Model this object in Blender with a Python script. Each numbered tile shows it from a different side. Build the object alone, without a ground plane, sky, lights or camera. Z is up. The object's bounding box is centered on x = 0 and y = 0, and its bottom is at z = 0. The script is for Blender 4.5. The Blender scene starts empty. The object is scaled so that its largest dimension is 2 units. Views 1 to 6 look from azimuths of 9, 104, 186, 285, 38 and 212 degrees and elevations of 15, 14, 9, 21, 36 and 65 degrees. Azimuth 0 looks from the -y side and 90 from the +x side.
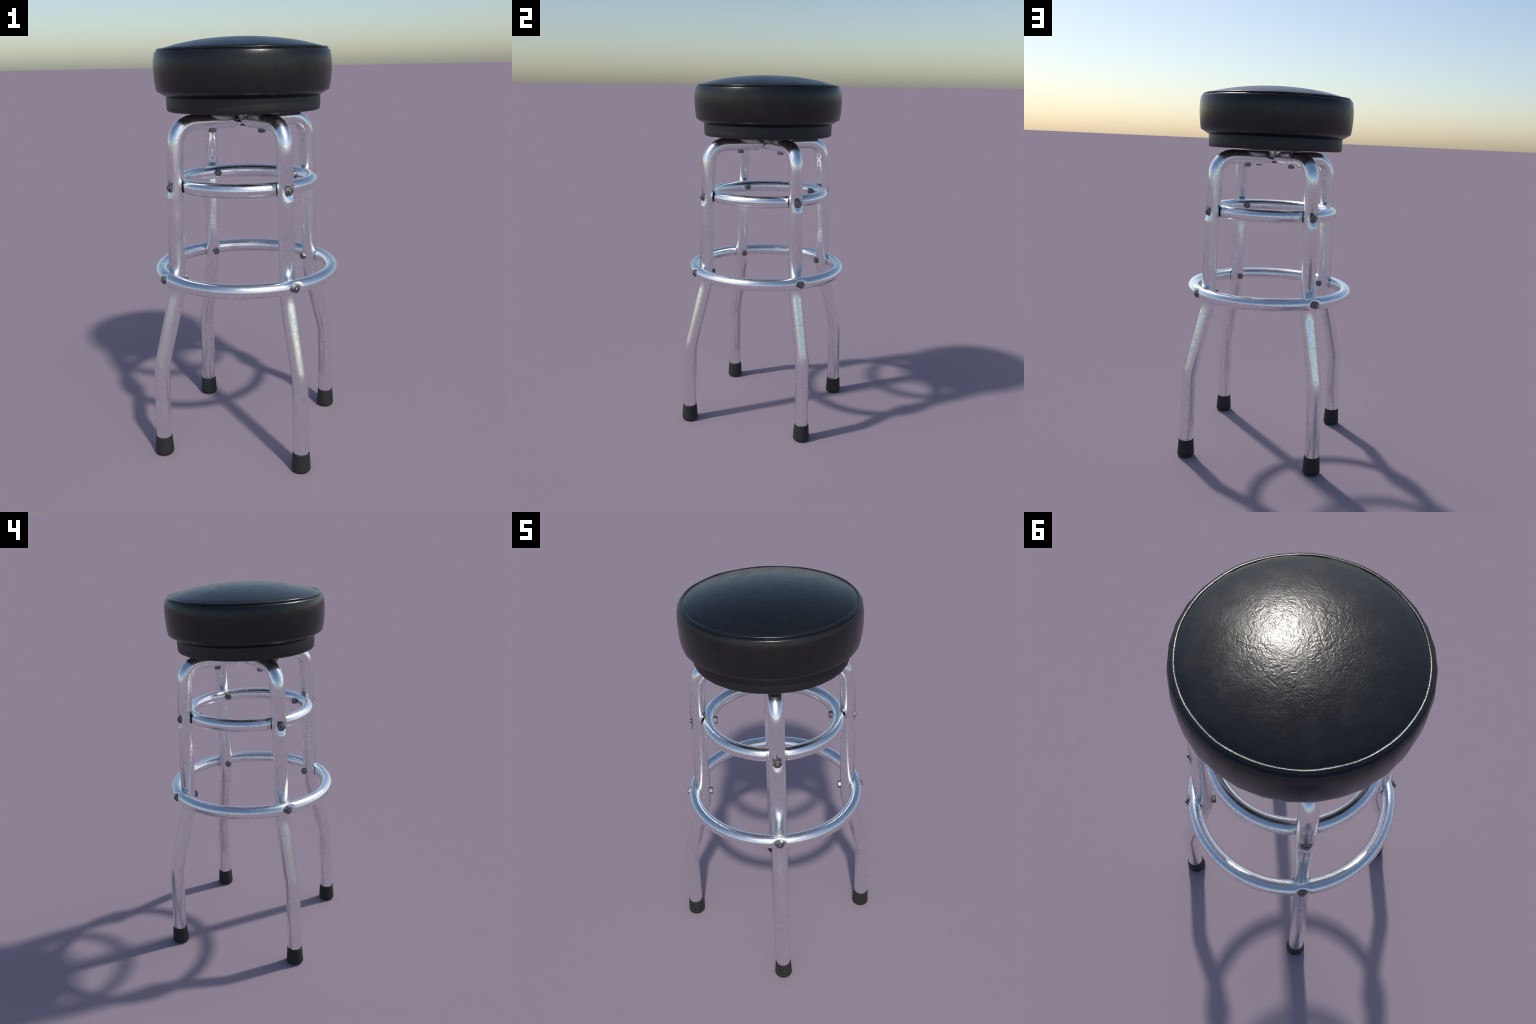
import bpy, bmesh, math
from mathutils import Vector, Matrix

# ------------------------------------------------------------------ constants
TURN = math.radians(39.0)            # heading of the first leg
LEG_R = 0.0378                       # leg tube radius
RING_T = 0.0333                      # ring tube radius
LOW_R, LOW_Z = 0.4242, 0.8970        # foot ring, outside the legs
UP_R, UP_Z = 0.3205, 1.3320          # support ring, inside the legs
LOW_PLANE, UP_PLANE = 0.4050, 0.3420 # radii where tube flats and ring flats meet
SIDES = 16
TOP_Z = 1.6215                       # centre height of the crossing tubes


# ------------------------------------------------------------------ materials
def new_mat(name):
    m = bpy.data.materials.new(name)
    m.use_nodes = True
    nt = m.node_tree
    nt.nodes.clear()
    out = nt.nodes.new("ShaderNodeOutputMaterial")
    b = nt.nodes.new("ShaderNodeBsdfPrincipled")
    nt.links.new(b.outputs[0], out.inputs[0])
    co = nt.nodes.new("ShaderNodeTexCoord")
    return m, nt, b, co.outputs["Object"]


def noise(nt, vec, scale, detail=4, rough=0.6, stretch=None):
    if stretch:
        mp = nt.nodes.new("ShaderNodeMapping")
        mp.inputs["Scale"].default_value = stretch
        nt.links.new(vec, mp.inputs["Vector"])
        vec = mp.outputs[0]
    n = nt.nodes.new("ShaderNodeTexNoise")
    n.inputs["Scale"].default_value = scale
    n.inputs["Detail"].default_value = detail
    n.inputs["Roughness"].default_value = rough
    nt.links.new(vec, n.inputs["Vector"])
    return n.outputs["Fac"]


def ramp(nt, fac, stops):
    r = nt.nodes.new("ShaderNodeValToRGB")
    el = r.color_ramp.elements
    while len(el) < len(stops):
        el.new(0.5)
    for e, (p, c) in zip(el, stops):
        e.position = p
        e.color = (c, c, c, 1) if isinstance(c, (int, float)) else (*c, 1)
    nt.links.new(fac, r.inputs[0])
    return r.outputs[0]


def math_node(nt, op, a, b=None, clamp=False):
    n = nt.nodes.new("ShaderNodeMath")
    n.operation = op
    n.use_clamp = clamp
    for i, v in enumerate((a, b)):
        if v is None:
            continue
        if isinstance(v, (int, float)):
            n.inputs[i].default_value = v
        else:
            nt.links.new(v, n.inputs[i])
    return n.outputs[0]


def mix_col(nt, fac, a, b, mode="MIX"):
    n = nt.nodes.new("ShaderNodeMix")
    n.data_type, n.blend_type = "RGBA", mode
    for sock, v in ((n.inputs[0], fac), (n.inputs[6], a), (n.inputs[7], b)):
        if isinstance(v, (int, float)):
            sock.default_value = v
        elif isinstance(v, tuple):
            sock.default_value = (*v, 1)
        else:
            nt.links.new(v, sock)
    return n.outputs[2]


def bump(nt, h, strength, dist, normal=None):
    b = nt.nodes.new("ShaderNodeBump")
    b.inputs["Strength"].default_value = strength
    b.inputs["Distance"].default_value = dist
    nt.links.new(h, b.inputs["Height"])
    if normal:
        nt.links.new(normal, b.inputs["Normal"])
    return b.outputs[0]


def chrome_material(name, contact=None):
    """Worn chrome: pitted flecks, cloudy dull patches; contact = gap shadow painted into the colour where leg and ring meet."""
    m, nt, b, co = new_mat(name)
    fine = noise(nt, co, 85, 5, 0.68, (1, 1, 0.8))
    cloud = noise(nt, co, 8, 4, 0.6)
    spots = noise(nt, co, 78, 3, 0.6, (1, 1, 1.6))
    grime = ramp(nt, spots, [(0.32, 1.0), (0.43, 0.0)])
    patch = ramp(nt, cloud, [(0.38, 0.2), (0.62, 1.0)])
    grime = math_node(nt, "MULTIPLY", grime, patch)
    base = ramp(nt, fine, [(0.28, (0.77, 0.775, 0.79)), (0.62, (0.985, 0.985, 0.99))])
    col = mix_col(nt, math_node(nt, "MULTIPLY", grime, 0.6), base, (0.46, 0.46, 0.48))
    metal = None
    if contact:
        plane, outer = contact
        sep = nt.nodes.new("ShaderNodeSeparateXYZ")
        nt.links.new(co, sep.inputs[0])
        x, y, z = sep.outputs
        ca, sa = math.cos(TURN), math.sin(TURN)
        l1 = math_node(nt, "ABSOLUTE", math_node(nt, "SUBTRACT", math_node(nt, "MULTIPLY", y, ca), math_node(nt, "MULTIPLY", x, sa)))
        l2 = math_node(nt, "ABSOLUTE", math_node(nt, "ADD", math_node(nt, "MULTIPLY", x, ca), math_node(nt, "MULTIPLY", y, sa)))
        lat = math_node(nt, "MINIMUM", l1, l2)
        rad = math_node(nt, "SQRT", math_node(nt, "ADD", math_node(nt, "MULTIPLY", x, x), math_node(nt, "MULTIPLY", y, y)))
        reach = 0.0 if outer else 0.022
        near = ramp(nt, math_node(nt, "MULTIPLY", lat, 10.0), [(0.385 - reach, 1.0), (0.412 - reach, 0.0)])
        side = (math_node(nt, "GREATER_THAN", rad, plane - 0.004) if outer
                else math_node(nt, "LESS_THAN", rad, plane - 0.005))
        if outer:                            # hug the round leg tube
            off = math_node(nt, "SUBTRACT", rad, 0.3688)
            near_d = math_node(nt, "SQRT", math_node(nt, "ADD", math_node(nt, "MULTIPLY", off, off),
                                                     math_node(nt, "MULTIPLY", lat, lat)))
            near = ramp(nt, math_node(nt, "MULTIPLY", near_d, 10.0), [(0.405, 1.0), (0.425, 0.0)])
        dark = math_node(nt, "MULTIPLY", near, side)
        col = mix_col(nt, dark, col, (0.012, 0.012, 0.013))  # near-black baked into the ring colour for the occluded slit beside the leg
    nt.links.new(col, b.inputs["Base Color"])
    b.inputs["Metallic"].default_value = 1.0
    r = ramp(nt, fine, [(0.32, 0.235), (0.62, 0.115)])
    r = math_node(nt, "ADD", r, math_node(nt, "MULTIPLY", patch, 0.11))
    r = math_node(nt, "ADD", r, math_node(nt, "MULTIPLY", grime, 0.12))
    nt.links.new(r, b.inputs["Roughness"])
    nt.links.new(bump(nt, noise(nt, co, 150, 3, 0.65), 0.035, 0.001), b.inputs["Normal"])
    return m


def leather_material():
    m, nt, b, co = new_mat("black_vinyl_leather")
    # crumpled creases: folded ridges of warped noise, strongest on the sitting surface
    def ridged(scale, distort, detail):
        n = nt.nodes.new("ShaderNodeTexNoise")
        n.inputs["Scale"].default_value = scale
        n.inputs["Detail"].default_value = detail
        n.inputs["Roughness"].default_value = 0.55
        n.inputs["Distortion"].default_value = distort
        nt.links.new(co, n.inputs["Vector"])
        d = math_node(nt, "ABSOLUTE", math_node(nt, "SUBTRACT", n.outputs["Fac"], 0.5))
        return ramp(nt, d, [(0.0, 0.0), (0.09, 0.75), (0.2, 1.0)])
    sep = nt.nodes.new("ShaderNodeSeparateXYZ")
    nt.links.new(co, sep.inputs[0])
    x, y, z = sep.outputs
    rad = math_node(nt, "SQRT", math_node(nt, "ADD", math_node(nt, "MULTIPLY", x, x), math_node(nt, "MULTIPLY", y, y)))
    centre = ramp(nt, rad, [(0.14, 1.0), (0.34, 0.24)])
    zone = ramp(nt, noise(nt, co, 9, 3, 0.55), [(0.34, 0.45), (0.60, 1.0)])
    h = math_node(nt, "ADD", math_node(nt, "MULTIPLY", ridged(27, 0.5, 2), 0.7),
                  math_node(nt, "MULTIPLY", ridged(50, 0.5, 2), 0.45))
    h = math_node(nt, "MULTIPLY", math_node(nt, "MULTIPLY", h, centre), zone)
    grain = noise(nt, co, 210, 2, 0.6)
    # sewn seam across the side panel, and the joints of the piping
    def seam(deg, half):
        a = math.radians(deg)
        side = math_node(nt, "SUBTRACT", math_node(nt, "MULTIPLY", y, math.cos(a)), math_node(nt, "MULTIPLY", x, math.sin(a)))
        front = math_node(nt, "ADD", math_node(nt, "MULTIPLY", x, math.cos(a)), math_node(nt, "MULTIPLY", y, math.sin(a)))
        line = math_node(nt, "LESS_THAN", math_node(nt, "ABSOLUTE", side), half)
        return math_node(nt, "MULTIPLY", line, math_node(nt, "GREATER_THAN", front, 0.379))
    rim = math_node(nt, "GREATER_THAN", z, 1.936)
    cut = math_node(nt, "MAXIMUM", seam(95.25, 0.0011), math_node(nt, "MULTIPLY", seam(6.0, 0.0011), rim))
    n1 = bump(nt, h, 0.25, 0.0019)
    n2 = bump(nt, grain, 0.30, 0.0010, n1)
    n3 = bump(nt, math_node(nt, "SUBTRACT", 1.0, cut), 0.5, 0.0015, n2)
    nt.links.new(n3, b.inputs["Normal"])
    col = ramp(nt, noise(nt, co, 40, 4, 0.6), [(0.35, (0.0055, 0.006, 0.0068)), (0.65, (0.0085, 0.0085, 0.0085))])
    worn = ramp(nt, noise(nt, co, 14, 5, 0.65), [(0.48, 0.0), (0.68, 0.55)])
    col = mix_col(nt, worn, col, (0.0125, 0.0105, 0.0090))
    col = mix_col(nt, cut, col, (0.002, 0.002, 0.002))
    nt.links.new(col, b.inputs["Base Color"])
    rough = math_node(nt, "ADD", ramp(nt, noise(nt, co, 120, 3, 0.6), [(0.3, 0.215), (0.7, 0.265)]),
                      ramp(nt, noise(nt, co, 13, 4, 0.6), [(0.45, 0.0), (0.66, 0.07)]))
    nt.links.new(rough, b.inputs["Roughness"])
    nt.links.new(math_node(nt, "SUBTRACT", 0.5, math_node(nt, "MULTIPLY", cut, 0.2)), b.inputs["Specular IOR Level"])
    return m


def plain_material(name, lo, hi, rough, scale=60, metallic=0.0, bump_d=0.0006, spec=0.5):
    m, nt, b, co = new_mat(name)
    nt.links.new(ramp(nt, noise(nt, co, scale, 4, 0.65), [(0.35, lo), (0.65, hi)]), b.inputs["Base Color"])
    nt.links.new(ramp(nt, noise(nt, co, scale * 2, 3, 0.6), [(0.3, rough - 0.05), (0.7, rough + 0.06)]),
                 b.inputs["Roughness"])
    b.inputs["Metallic"].default_value = metallic
    b.inputs["Specular IOR Level"].default_value = spec
    nt.links.new(bump(nt, noise(nt, co, scale * 4, 2, 0.6), 0.25, bump_d), b.inputs["Normal"])
    return m


def wood_material():
    m, nt, b, co = new_mat("dark_brown_plywood")
    g = noise(nt, co, 18, 4, 0.6, (1, 9, 1))
    nt.links.new(ramp(nt, g, [(0.35, (0.016, 0.009, 0.006)), (0.65, (0.03, 0.016, 0.010))]), b.inputs["Base Color"])
    b.inputs["Roughness"].default_value = 0.65
    return m


CHROME = chrome_material("worn_chrome")
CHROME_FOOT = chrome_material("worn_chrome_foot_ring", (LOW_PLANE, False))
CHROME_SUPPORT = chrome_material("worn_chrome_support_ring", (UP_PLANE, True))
LEATHER = leather_material()
BAND = plain_material("black_band_vinyl", (0.0085, 0.0088, 0.009), (0.0115, 0.0115, 0.0118), 0.46, 50)
RUBBER = plain_material("black_rubber", (0.017, 0.0175, 0.017), (0.024, 0.0245, 0.0235), 0.62, 45, spec=0.4)
STEEL = plain_material("dark_bolt_steel", (0.16, 0.16, 0.165), (0.26, 0.26, 0.265), 0.40, 90, metallic=0.95)
PLATE = plain_material("zinc_plate", (0.66, 0.66, 0.67), (0.78, 0.78, 0.79), 0.48, 60, metallic=1.0)
WOOD = wood_material()


# ------------------------------------------------------------------ helpers
def finish(name, bm, mat, parent=None, smooth_angle=None):
    bmesh.ops.recalc_face_normals(bm, faces=bm.faces)
    me = bpy.data.meshes.new(name)
    bm.to_mesh(me)
    bm.free()
    me.materials.append(mat)
    me.shade_smooth()
    if smooth_angle is not None:
        me.set_sharp_from_angle(angle=math.radians(smooth_angle))
    return add(name, me, parent)


def add(name, me, parent=None, matrix=None):
    o = bpy.data.objects.new(name, me)
    bpy.context.scene.collection.objects.link(o)
    if parent:
        o.parent = parent
    if matrix is not None:
        o.matrix_local = matrix
    return o


def skin(loops, closed=False, caps=(False, False)):
    """Mesh through equally long vertex loops."""
    bm = bmesh.new()
    rows = [[bm.verts.new(p) for p in loop] for loop in loops]
    n = len(rows[0])
    pairs = list(zip(rows, rows[1:])) + ([(rows[-1], rows[0])] if closed else [])
    for a, b in pairs:
        for i in range(n):
            j = (i + 1) % n
            bm.faces.new((a[i], a[j], b[j], b[i]))
    if caps[0]:
        bm.faces.new(rows[0])
    if caps[1]:
        bm.faces.new(rows[-1])
    return bm


def lathe(profile, segs, turn=0.0):
    """Revolve an (r, z) profile; r = 0 ends close in a point."""
    bm = bmesh.new()
    rows = []
    for r, z in profile:
        if r < 1e-6:
            rows.append([bm.verts.new((0, 0, z))])
        else:
            rows.append([bm.verts.new((r * math.cos(turn + 2 * math.pi * i / segs),
                                       r * math.sin(turn + 2 * math.pi * i / segs), z)) for i in range(segs)])
    for a, b in zip(rows, rows[1:]):
        for i in range(segs):
            j = (i + 1) % segs
            if len(a) == 1 and len(b) == 1:
                continue
            if len(a) == 1:
                bm.faces.new((a[0], b[j], b[i]))
            elif len(b) == 1:
                bm.faces.new((a[i], a[j], b[0]))
            else:
                bm.faces.new((a[i], a[j], b[j], b[i]))
    return bm


def smoothstep(x):
    x = max(0.0, min(1.0, x))
    return x * x * (3 - 2 * x)


# ------------------------------------------------------------------ root
root = bpy.data.objects.new("bar_stool", None)
bpy.context.scene.collection.objects.link(root)
root["label"] = "chrome bar stool with round black padded seat"
root["category"] = "bar stool"


# ------------------------------------------------------------------ legs
# centre line of one leg, foot to crossing: (radius, height, kind)
def leg_path():
    pts = [(0.4940, 0.020, ""), (0.4915, 0.110, ""),
           (0.4840, 0.432, ""), (0.4816, 0.463, ""), (0.4746, 0.494, ""),
           (0.3920, 0.796, ""), (0.3842, 0.832, ""), (0.3820, 0.860, ""), (0.3817, 0.870, ""),
           (0.3815, 0.877, "low"), (0.3810, 0.897, "low"), (0.3805, 0.9255, "low"), (0.3802, 0.9295, ""),
           (0.3708, 1.279, "soft"), (0.3702, 1.293, ""), (0.3695, 1.314, "up"), (0.3688, 1.332, "up"), (0.3677, 1.3565, "up"),
           (0.3670, 1.3665, "")]
    cx, cz, rad = 0.262, TOP_Z - 0.097, 0.097
    for i in range(7):
        a = math.radians(90 * i / 6)
        pts.append((cx + rad * math.cos(a), cz + rad * math.sin(a), "bend"))
    pts += [(0.168, TOP_Z, "flat0"), (0.078, TOP_Z, "flat0"),
            (0.060, TOP_Z - 0.002, "flat1"), (0.045, TOP_Z, "flat2"), (0.026, TOP_Z, "flat3")]
    return pts


def leg_pair(name, lift, turn):
    half = leg_path()
    pts = [(-r, z, k) for r, z, k in half] + [(r, z, k) for r, z, k in reversed(half)]
    loops = []
    for i, (x, z, k) in enumerate(pts):
        a, b = pts[max(0, i - 1)], pts[min(len(pts) - 1, i + 1)]
        t = Vector((b[0] - a[0], 0, b[2 - 1] - a[1])).normalized()
        if k == "bend" or k.startswith("flat") or abs(x) < 0.27:
            pass
        if k.startswith("flat"):
            t = Vector((1, 0, 0))
        n = Vector((-t.z, 0, t.x))              # outward / upward normal in the leg plane
        s = 1.0 if x > 0 else -1.0
        loop = []
        for c in range(SIDES):
            phi = 2 * math.pi * c / SIDES
            cn, cl = math.cos(phi), math.sin(phi)
            hn, hl, dz = LEG_R, LEG_R, 0.0
            if k == "flat0":
                hn = 0.0365
            if k == "flat1":
                hn, hl, dz = 0.0265, 0.041, lift * 0.6
            if k == "flat2":
                hn, hl, dz = 0.0120, 0.044, lift
            if k == "flat3":
                hn, hl, dz = 0.0062, 0.046, lift
            p = Vector((x, 0, z + dz)) + n * (cn * hn) + Vector((0, cl * hl, 0))
            r = abs(p.x)
            if k == "low":                       # outer flat where the foot ring lies
                r = min(r, LOW_PLANE + 0.0010)
            if k == "up":
                r = max(r, UP_PLANE + 0.0015)    # inner flat where the support ring lies
                col = min(c, SIDES - c)
                if col == 0:                     # recess for the nut on the outer side
                    r = 0.3865
                elif col == 1:
                    r = 0.3870 if z > 1.32 else 0.3930
            if abs(p.x) > 0.27:
                p.x = s * r
            loop.append(p)
        loops.append(loop)
    bm = skin(loops, caps=(True, True))
    o = finish(name, bm, CHROME, root)
    # the pressed flats shade far down the inner side of the tube
    me = o.data
    nor = [v.normal.copy() for v in me.vertices]
    for i, p in enumerate(pts):
        if p[2] == "soft":
            lip = i + 1 if p[0] < 0 else i - 1
            for c in range(SIDES // 2 - 3, SIDES // 2 + 4):
                nor[i * SIDES + c] = (nor[lip * SIDES + c] * 0.85 + nor[i * SIDES + c] * 0.15).normalized()
    me.normals_split_custom_set_from_vertices(nor)
    o.rotation_euler = (0, 0, turn)
    return o


pairs = [leg_pair("leg_pair", -0.0115, TURN), leg_pair("leg_pair", 0.0015, TURN + math.pi / 2)]

# rubber feet: a tapered boot, open collar round the tube
foot_profile = [(0.0, 0.0), (0.030, 0.0), (0.0385, 0.0015), (0.0440, 0.0055), (0.0462, 0.0125), (0.0455, 0.020),
                (0.0412, 0.088), (0.0402, 0.0935), (0.0388, 0.0950), (0.0370, 0.0935), (0.0362, 0.080)]
foot_me = None
for p in pairs:
    for s in (1, -1):
        m = Matrix.Translation((s * 0.4922, 0, 0)) @ Matrix.Rotation(s * math.radians(-0.6), 4, "Y")
        m = Matrix.Translation((s * 0.4922, 0, 0))
        if foot_me is None:
            f = finish("rubber_foot", lathe(foot_profile, 20, 0.0), RUBBER, p, 50)
            f.matrix_local = m
            foot_me = f.data
        else:
            add("rubber_foot", foot_me, p, m)


# ------------------------------------------------------------------ rings
def ring(name, R, z0, outside):
    n = 24
    stations = []
    for q in range(4):
        for d in (0, 0.012, 0.021, 0.030, 0.036, 0.0385, 0.0415, 0.045, 0.055):
            ang = math.asin(min(1, d / R))
            stations += [q * math.pi / 2 + ang, q * math.pi / 2 - ang] if d else [q * math.pi / 2]
        a0 = math.asin(0.055 / R)
        k = 14
        stations += [q * math.pi / 2 + a0 + (math.pi / 2 - 2 * a0) * i / k for i in range(1, k)]
    stations = sorted(a % (2 * math.pi) for a in stations)
    loops = []
    for a in stations:
        near = round(a / (math.pi / 2)) * math.pi / 2
        lat = abs(R * math.sin(a - near))
        loop = []
        for i in range(n):
            psi = 2 * math.pi * i / n
            rho, z = R + RING_T * math.cos(psi), z0 + RING_T * math.sin(psi)
            if not outside and math.cos(psi) > 0:  # pressed in where the leg tube crosses
                rho -= 0.0055 * math.cos(psi) * smoothstep((0.050 - lat) / 0.014)
            if outside and math.cos(psi) > -0.3:   # dimple round each nut
                dist = math.hypot(lat, z - z0)
                rho -= 0.0165 * smoothstep(1.25 - dist / 0.030)
            loop.append((rho * math.cos(a + TURN), rho * math.sin(a + TURN), z))
        loops.append(loop)
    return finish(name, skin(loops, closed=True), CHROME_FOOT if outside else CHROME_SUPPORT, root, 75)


foot_ring = ring("foot_ring", LOW_R, LOW_Z, True)
support_ring = ring("support_ring", UP_R, UP_Z, False)


# ------------------------------------------------------------------ fasteners
def hex_profile(radii_heights, segs=6, turn=0.0):
    return lathe(radii_heights, segs, turn)


def bolt_mesh():
    """Hex head, top at +z 0.0155, shank running down."""
    bm = hex_profile([(0, 0.0155), (0.0150, 0.0155), (0.0182, 0.0138), (0.0182, -0.002), (0, -0.002)])
    return finish("hex_bolt", bm, STEEL, None, 30)


def nut_mesh():
    bm = hex_profile([(0, 0.0160), (0.0160, 0.0160), (0.0208, 0.0135), (0.0208, -0.004), (0, -0.004)])
    stud = lathe([(0, 0.0230), (0.0070, 0.0226), (0.0098, 0.0205), (0.0098, 0.0100), (0, 0.0100)], 16)
    tmp = bpy.data.meshes.new("stud")
    stud.to_mesh(tmp)
    stud.free()
    bm.from_mesh(tmp)
    bpy.data.meshes.remove(tmp)
    washer = lathe([(0, -0.0005), (0.0225, -0.0005), (0.0225, -0.0035), (0, -0.0035)], 24)
    tmp = bpy.data.meshes.new("washer")
    washer.to_mesh(tmp)
    washer.free()
    bm.from_mesh(tmp)
    bpy.data.meshes.remove(tmp)
    return finish("hex_nut", bm, STEEL, None, 30)


bolt_src, nut_src = bolt_mesh(), nut_mesh()
bolt_me, nut_me = bolt_src.data, nut_src.data
bpy.data.objects.remove(bolt_src)
bpy.data.objects.remove(nut_src)


def radial(angle, rad, z, out, spin):
    """Local +z points outwards (out = 1) or to the axis (-1)."""
    return (Matrix.Rotation(angle, 4, "Z") @ Matrix.Translation((rad, 0, z)) @
            Matrix.Rotation(out * math.pi / 2, 4, "Y") @ Matrix.Rotation(spin, 4, "Z"))


for q in range(4):
    a = TURN + q * math.pi / 2
    add("hex_bolt", bolt_me, support_ring, radial(a, UP_R - RING_T + 0.0015, UP_Z, -1, math.pi / 6 + 0.12 * (q - 1.5)))
    add("hex_nut", nut_me, support_ring, radial(a, 0.3880, UP_Z - 0.001, 1, 0.5 + 0.4 * q))
    add("hex_bolt", bolt_me, foot_ring, radial(a, 0.3450, LOW_Z, -1, math.pi / 6 + 0.10 * (1.5 - q)))
    add("hex_nut", nut_me, foot_ring, radial(a, 0.4405, LOW_Z - 0.001, 1, 0.45 * q))


# ------------------------------------------------------------------ swivel under the seat
def box_bm(half, z0, z1, bevel):
    bm = bmesh.new()
    bmesh.ops.create_cube(bm, size=1)
    for v in bm.verts:
        v.co = Vector((v.co.x * 2 * half, v.co.y * 2 * half, z0 if v.co.z < 0 else z1))
    ed = [e for e in bm.edges if abs(e.verts[0].co.z - e.verts[1].co.z) > 1e-5]
    bmesh.ops.bevel(bm, geom=ed, offset=bevel, segments=3, affect="EDGES")
    return bm


plate = finish("swivel_plate", box_bm(0.143, 1.6572, 1.6602, 0.012), PLATE, root, 30)
plate.rotation_euler = (0, 0, TURN + math.pi / 4)
upper = finish("bearing_plate", box_bm(0.138, 1.6632, 1.6662, 0.012), PLATE, plate, 30)
finish("bearing_race", lathe([(0.085, 1.6604), (0.115, 1.6604), (0.115, 1.6630), (0.085, 1.6630), (0.085, 1.6604)], 48),
       STEEL, plate, 30)
flip = Matrix.Rotation(math.pi, 4, "X")
for q in range(4):
    a = q * math.pi / 2 - math.pi / 4
    add("hex_bolt", bolt_me, plate, Matrix.Translation((0.168 * math.cos(a), 0.168 * math.sin(a), 1.5870)) @ flip)
add("hex_bolt", bolt_me, plate, Matrix.Translation((0, 0, 1.6075)) @ flip)
finish("spindle", lathe([(0, 1.600), (0.0085, 1.600), (0.0085, 1.6580), (0, 1.6580)], 16), PLATE, plate, 30)


# ------------------------------------------------------------------ seat
SEG = 32
cushion_profile = [(0.3550, 1.7320), (0.3632, 1.7340), (0.3850, 1.7470), (0.4055, 1.7590), (0.4085, 1.7700),
                   (0.4125, 1.7980), (0.4152, 1.8360), (0.4160, 1.8720), (0.4143, 1.9020), (0.4090, 1.9310),
                   (0.4065, 1.9348), (0.4000, 1.9385), (0.3960, 1.9400), (0.3880, 1.9450), (0.3840, 1.9478)]
dome_r, dome_z = 0.3840, 1.9478
for i in range(1, 12):
    f = 1 - i / 12
    r = dome_r * f
    z = 2.0 - (2.0 - dome_z) * (0.85 * f ** 2 + 0.15 * f ** 4)
    cushion_profile.append((r, z))
cushion_profile.append((0.0, 2.0))
seat = finish("seat_cushion", lathe(cushion_profile, SEG, TURN), LEATHER, root)
bead = [(0.3890 + 0.0095 * math.cos(2 * math.pi * i / 10), 1.9430 + 0.0066 * math.sin(2 * math.pi * i / 10))
        for i in range(11)]
bm = lathe(bead, SEG * 2, TURN)
bmesh.ops.remove_doubles(bm, verts=bm.verts, dist=1e-5)
for v in bm.verts:                       # hand-sewn piping wanders a little
    a = math.atan2(v.co.y, v.co.x)
    k = 1 + 0.0022 * math.sin(7 * a + 0.6) * math.sin(3 * a) + 0.0014 * math.sin(17 * a + 2.0)
    v.co.x *= k
    v.co.y *= k
    v.co.z += 0.0007 * math.sin(11 * a + 1.0)
finish("seat_piping", bm, LEATHER, seat)
band_profile = [(0.3380, 1.6760), (0.3420, 1.6672), (0.3530, 1.6668), (0.3590, 1.6695), (0.3618, 1.6755),
                (0.3622, 1.6850), (0.3634, 1.7300), (0.3600, 1.7375), (0.3400, 1.7380)]
finish("seat_band", lathe(band_profile, SEG, TURN), BAND, seat)
finish("seat_board", lathe([(0, 1.6665), (0.3400, 1.6690), (0.3440, 1.6720), (0.3440, 1.7200), (0, 1.7200)], SEG, TURN),
       WOOD, seat, 40)
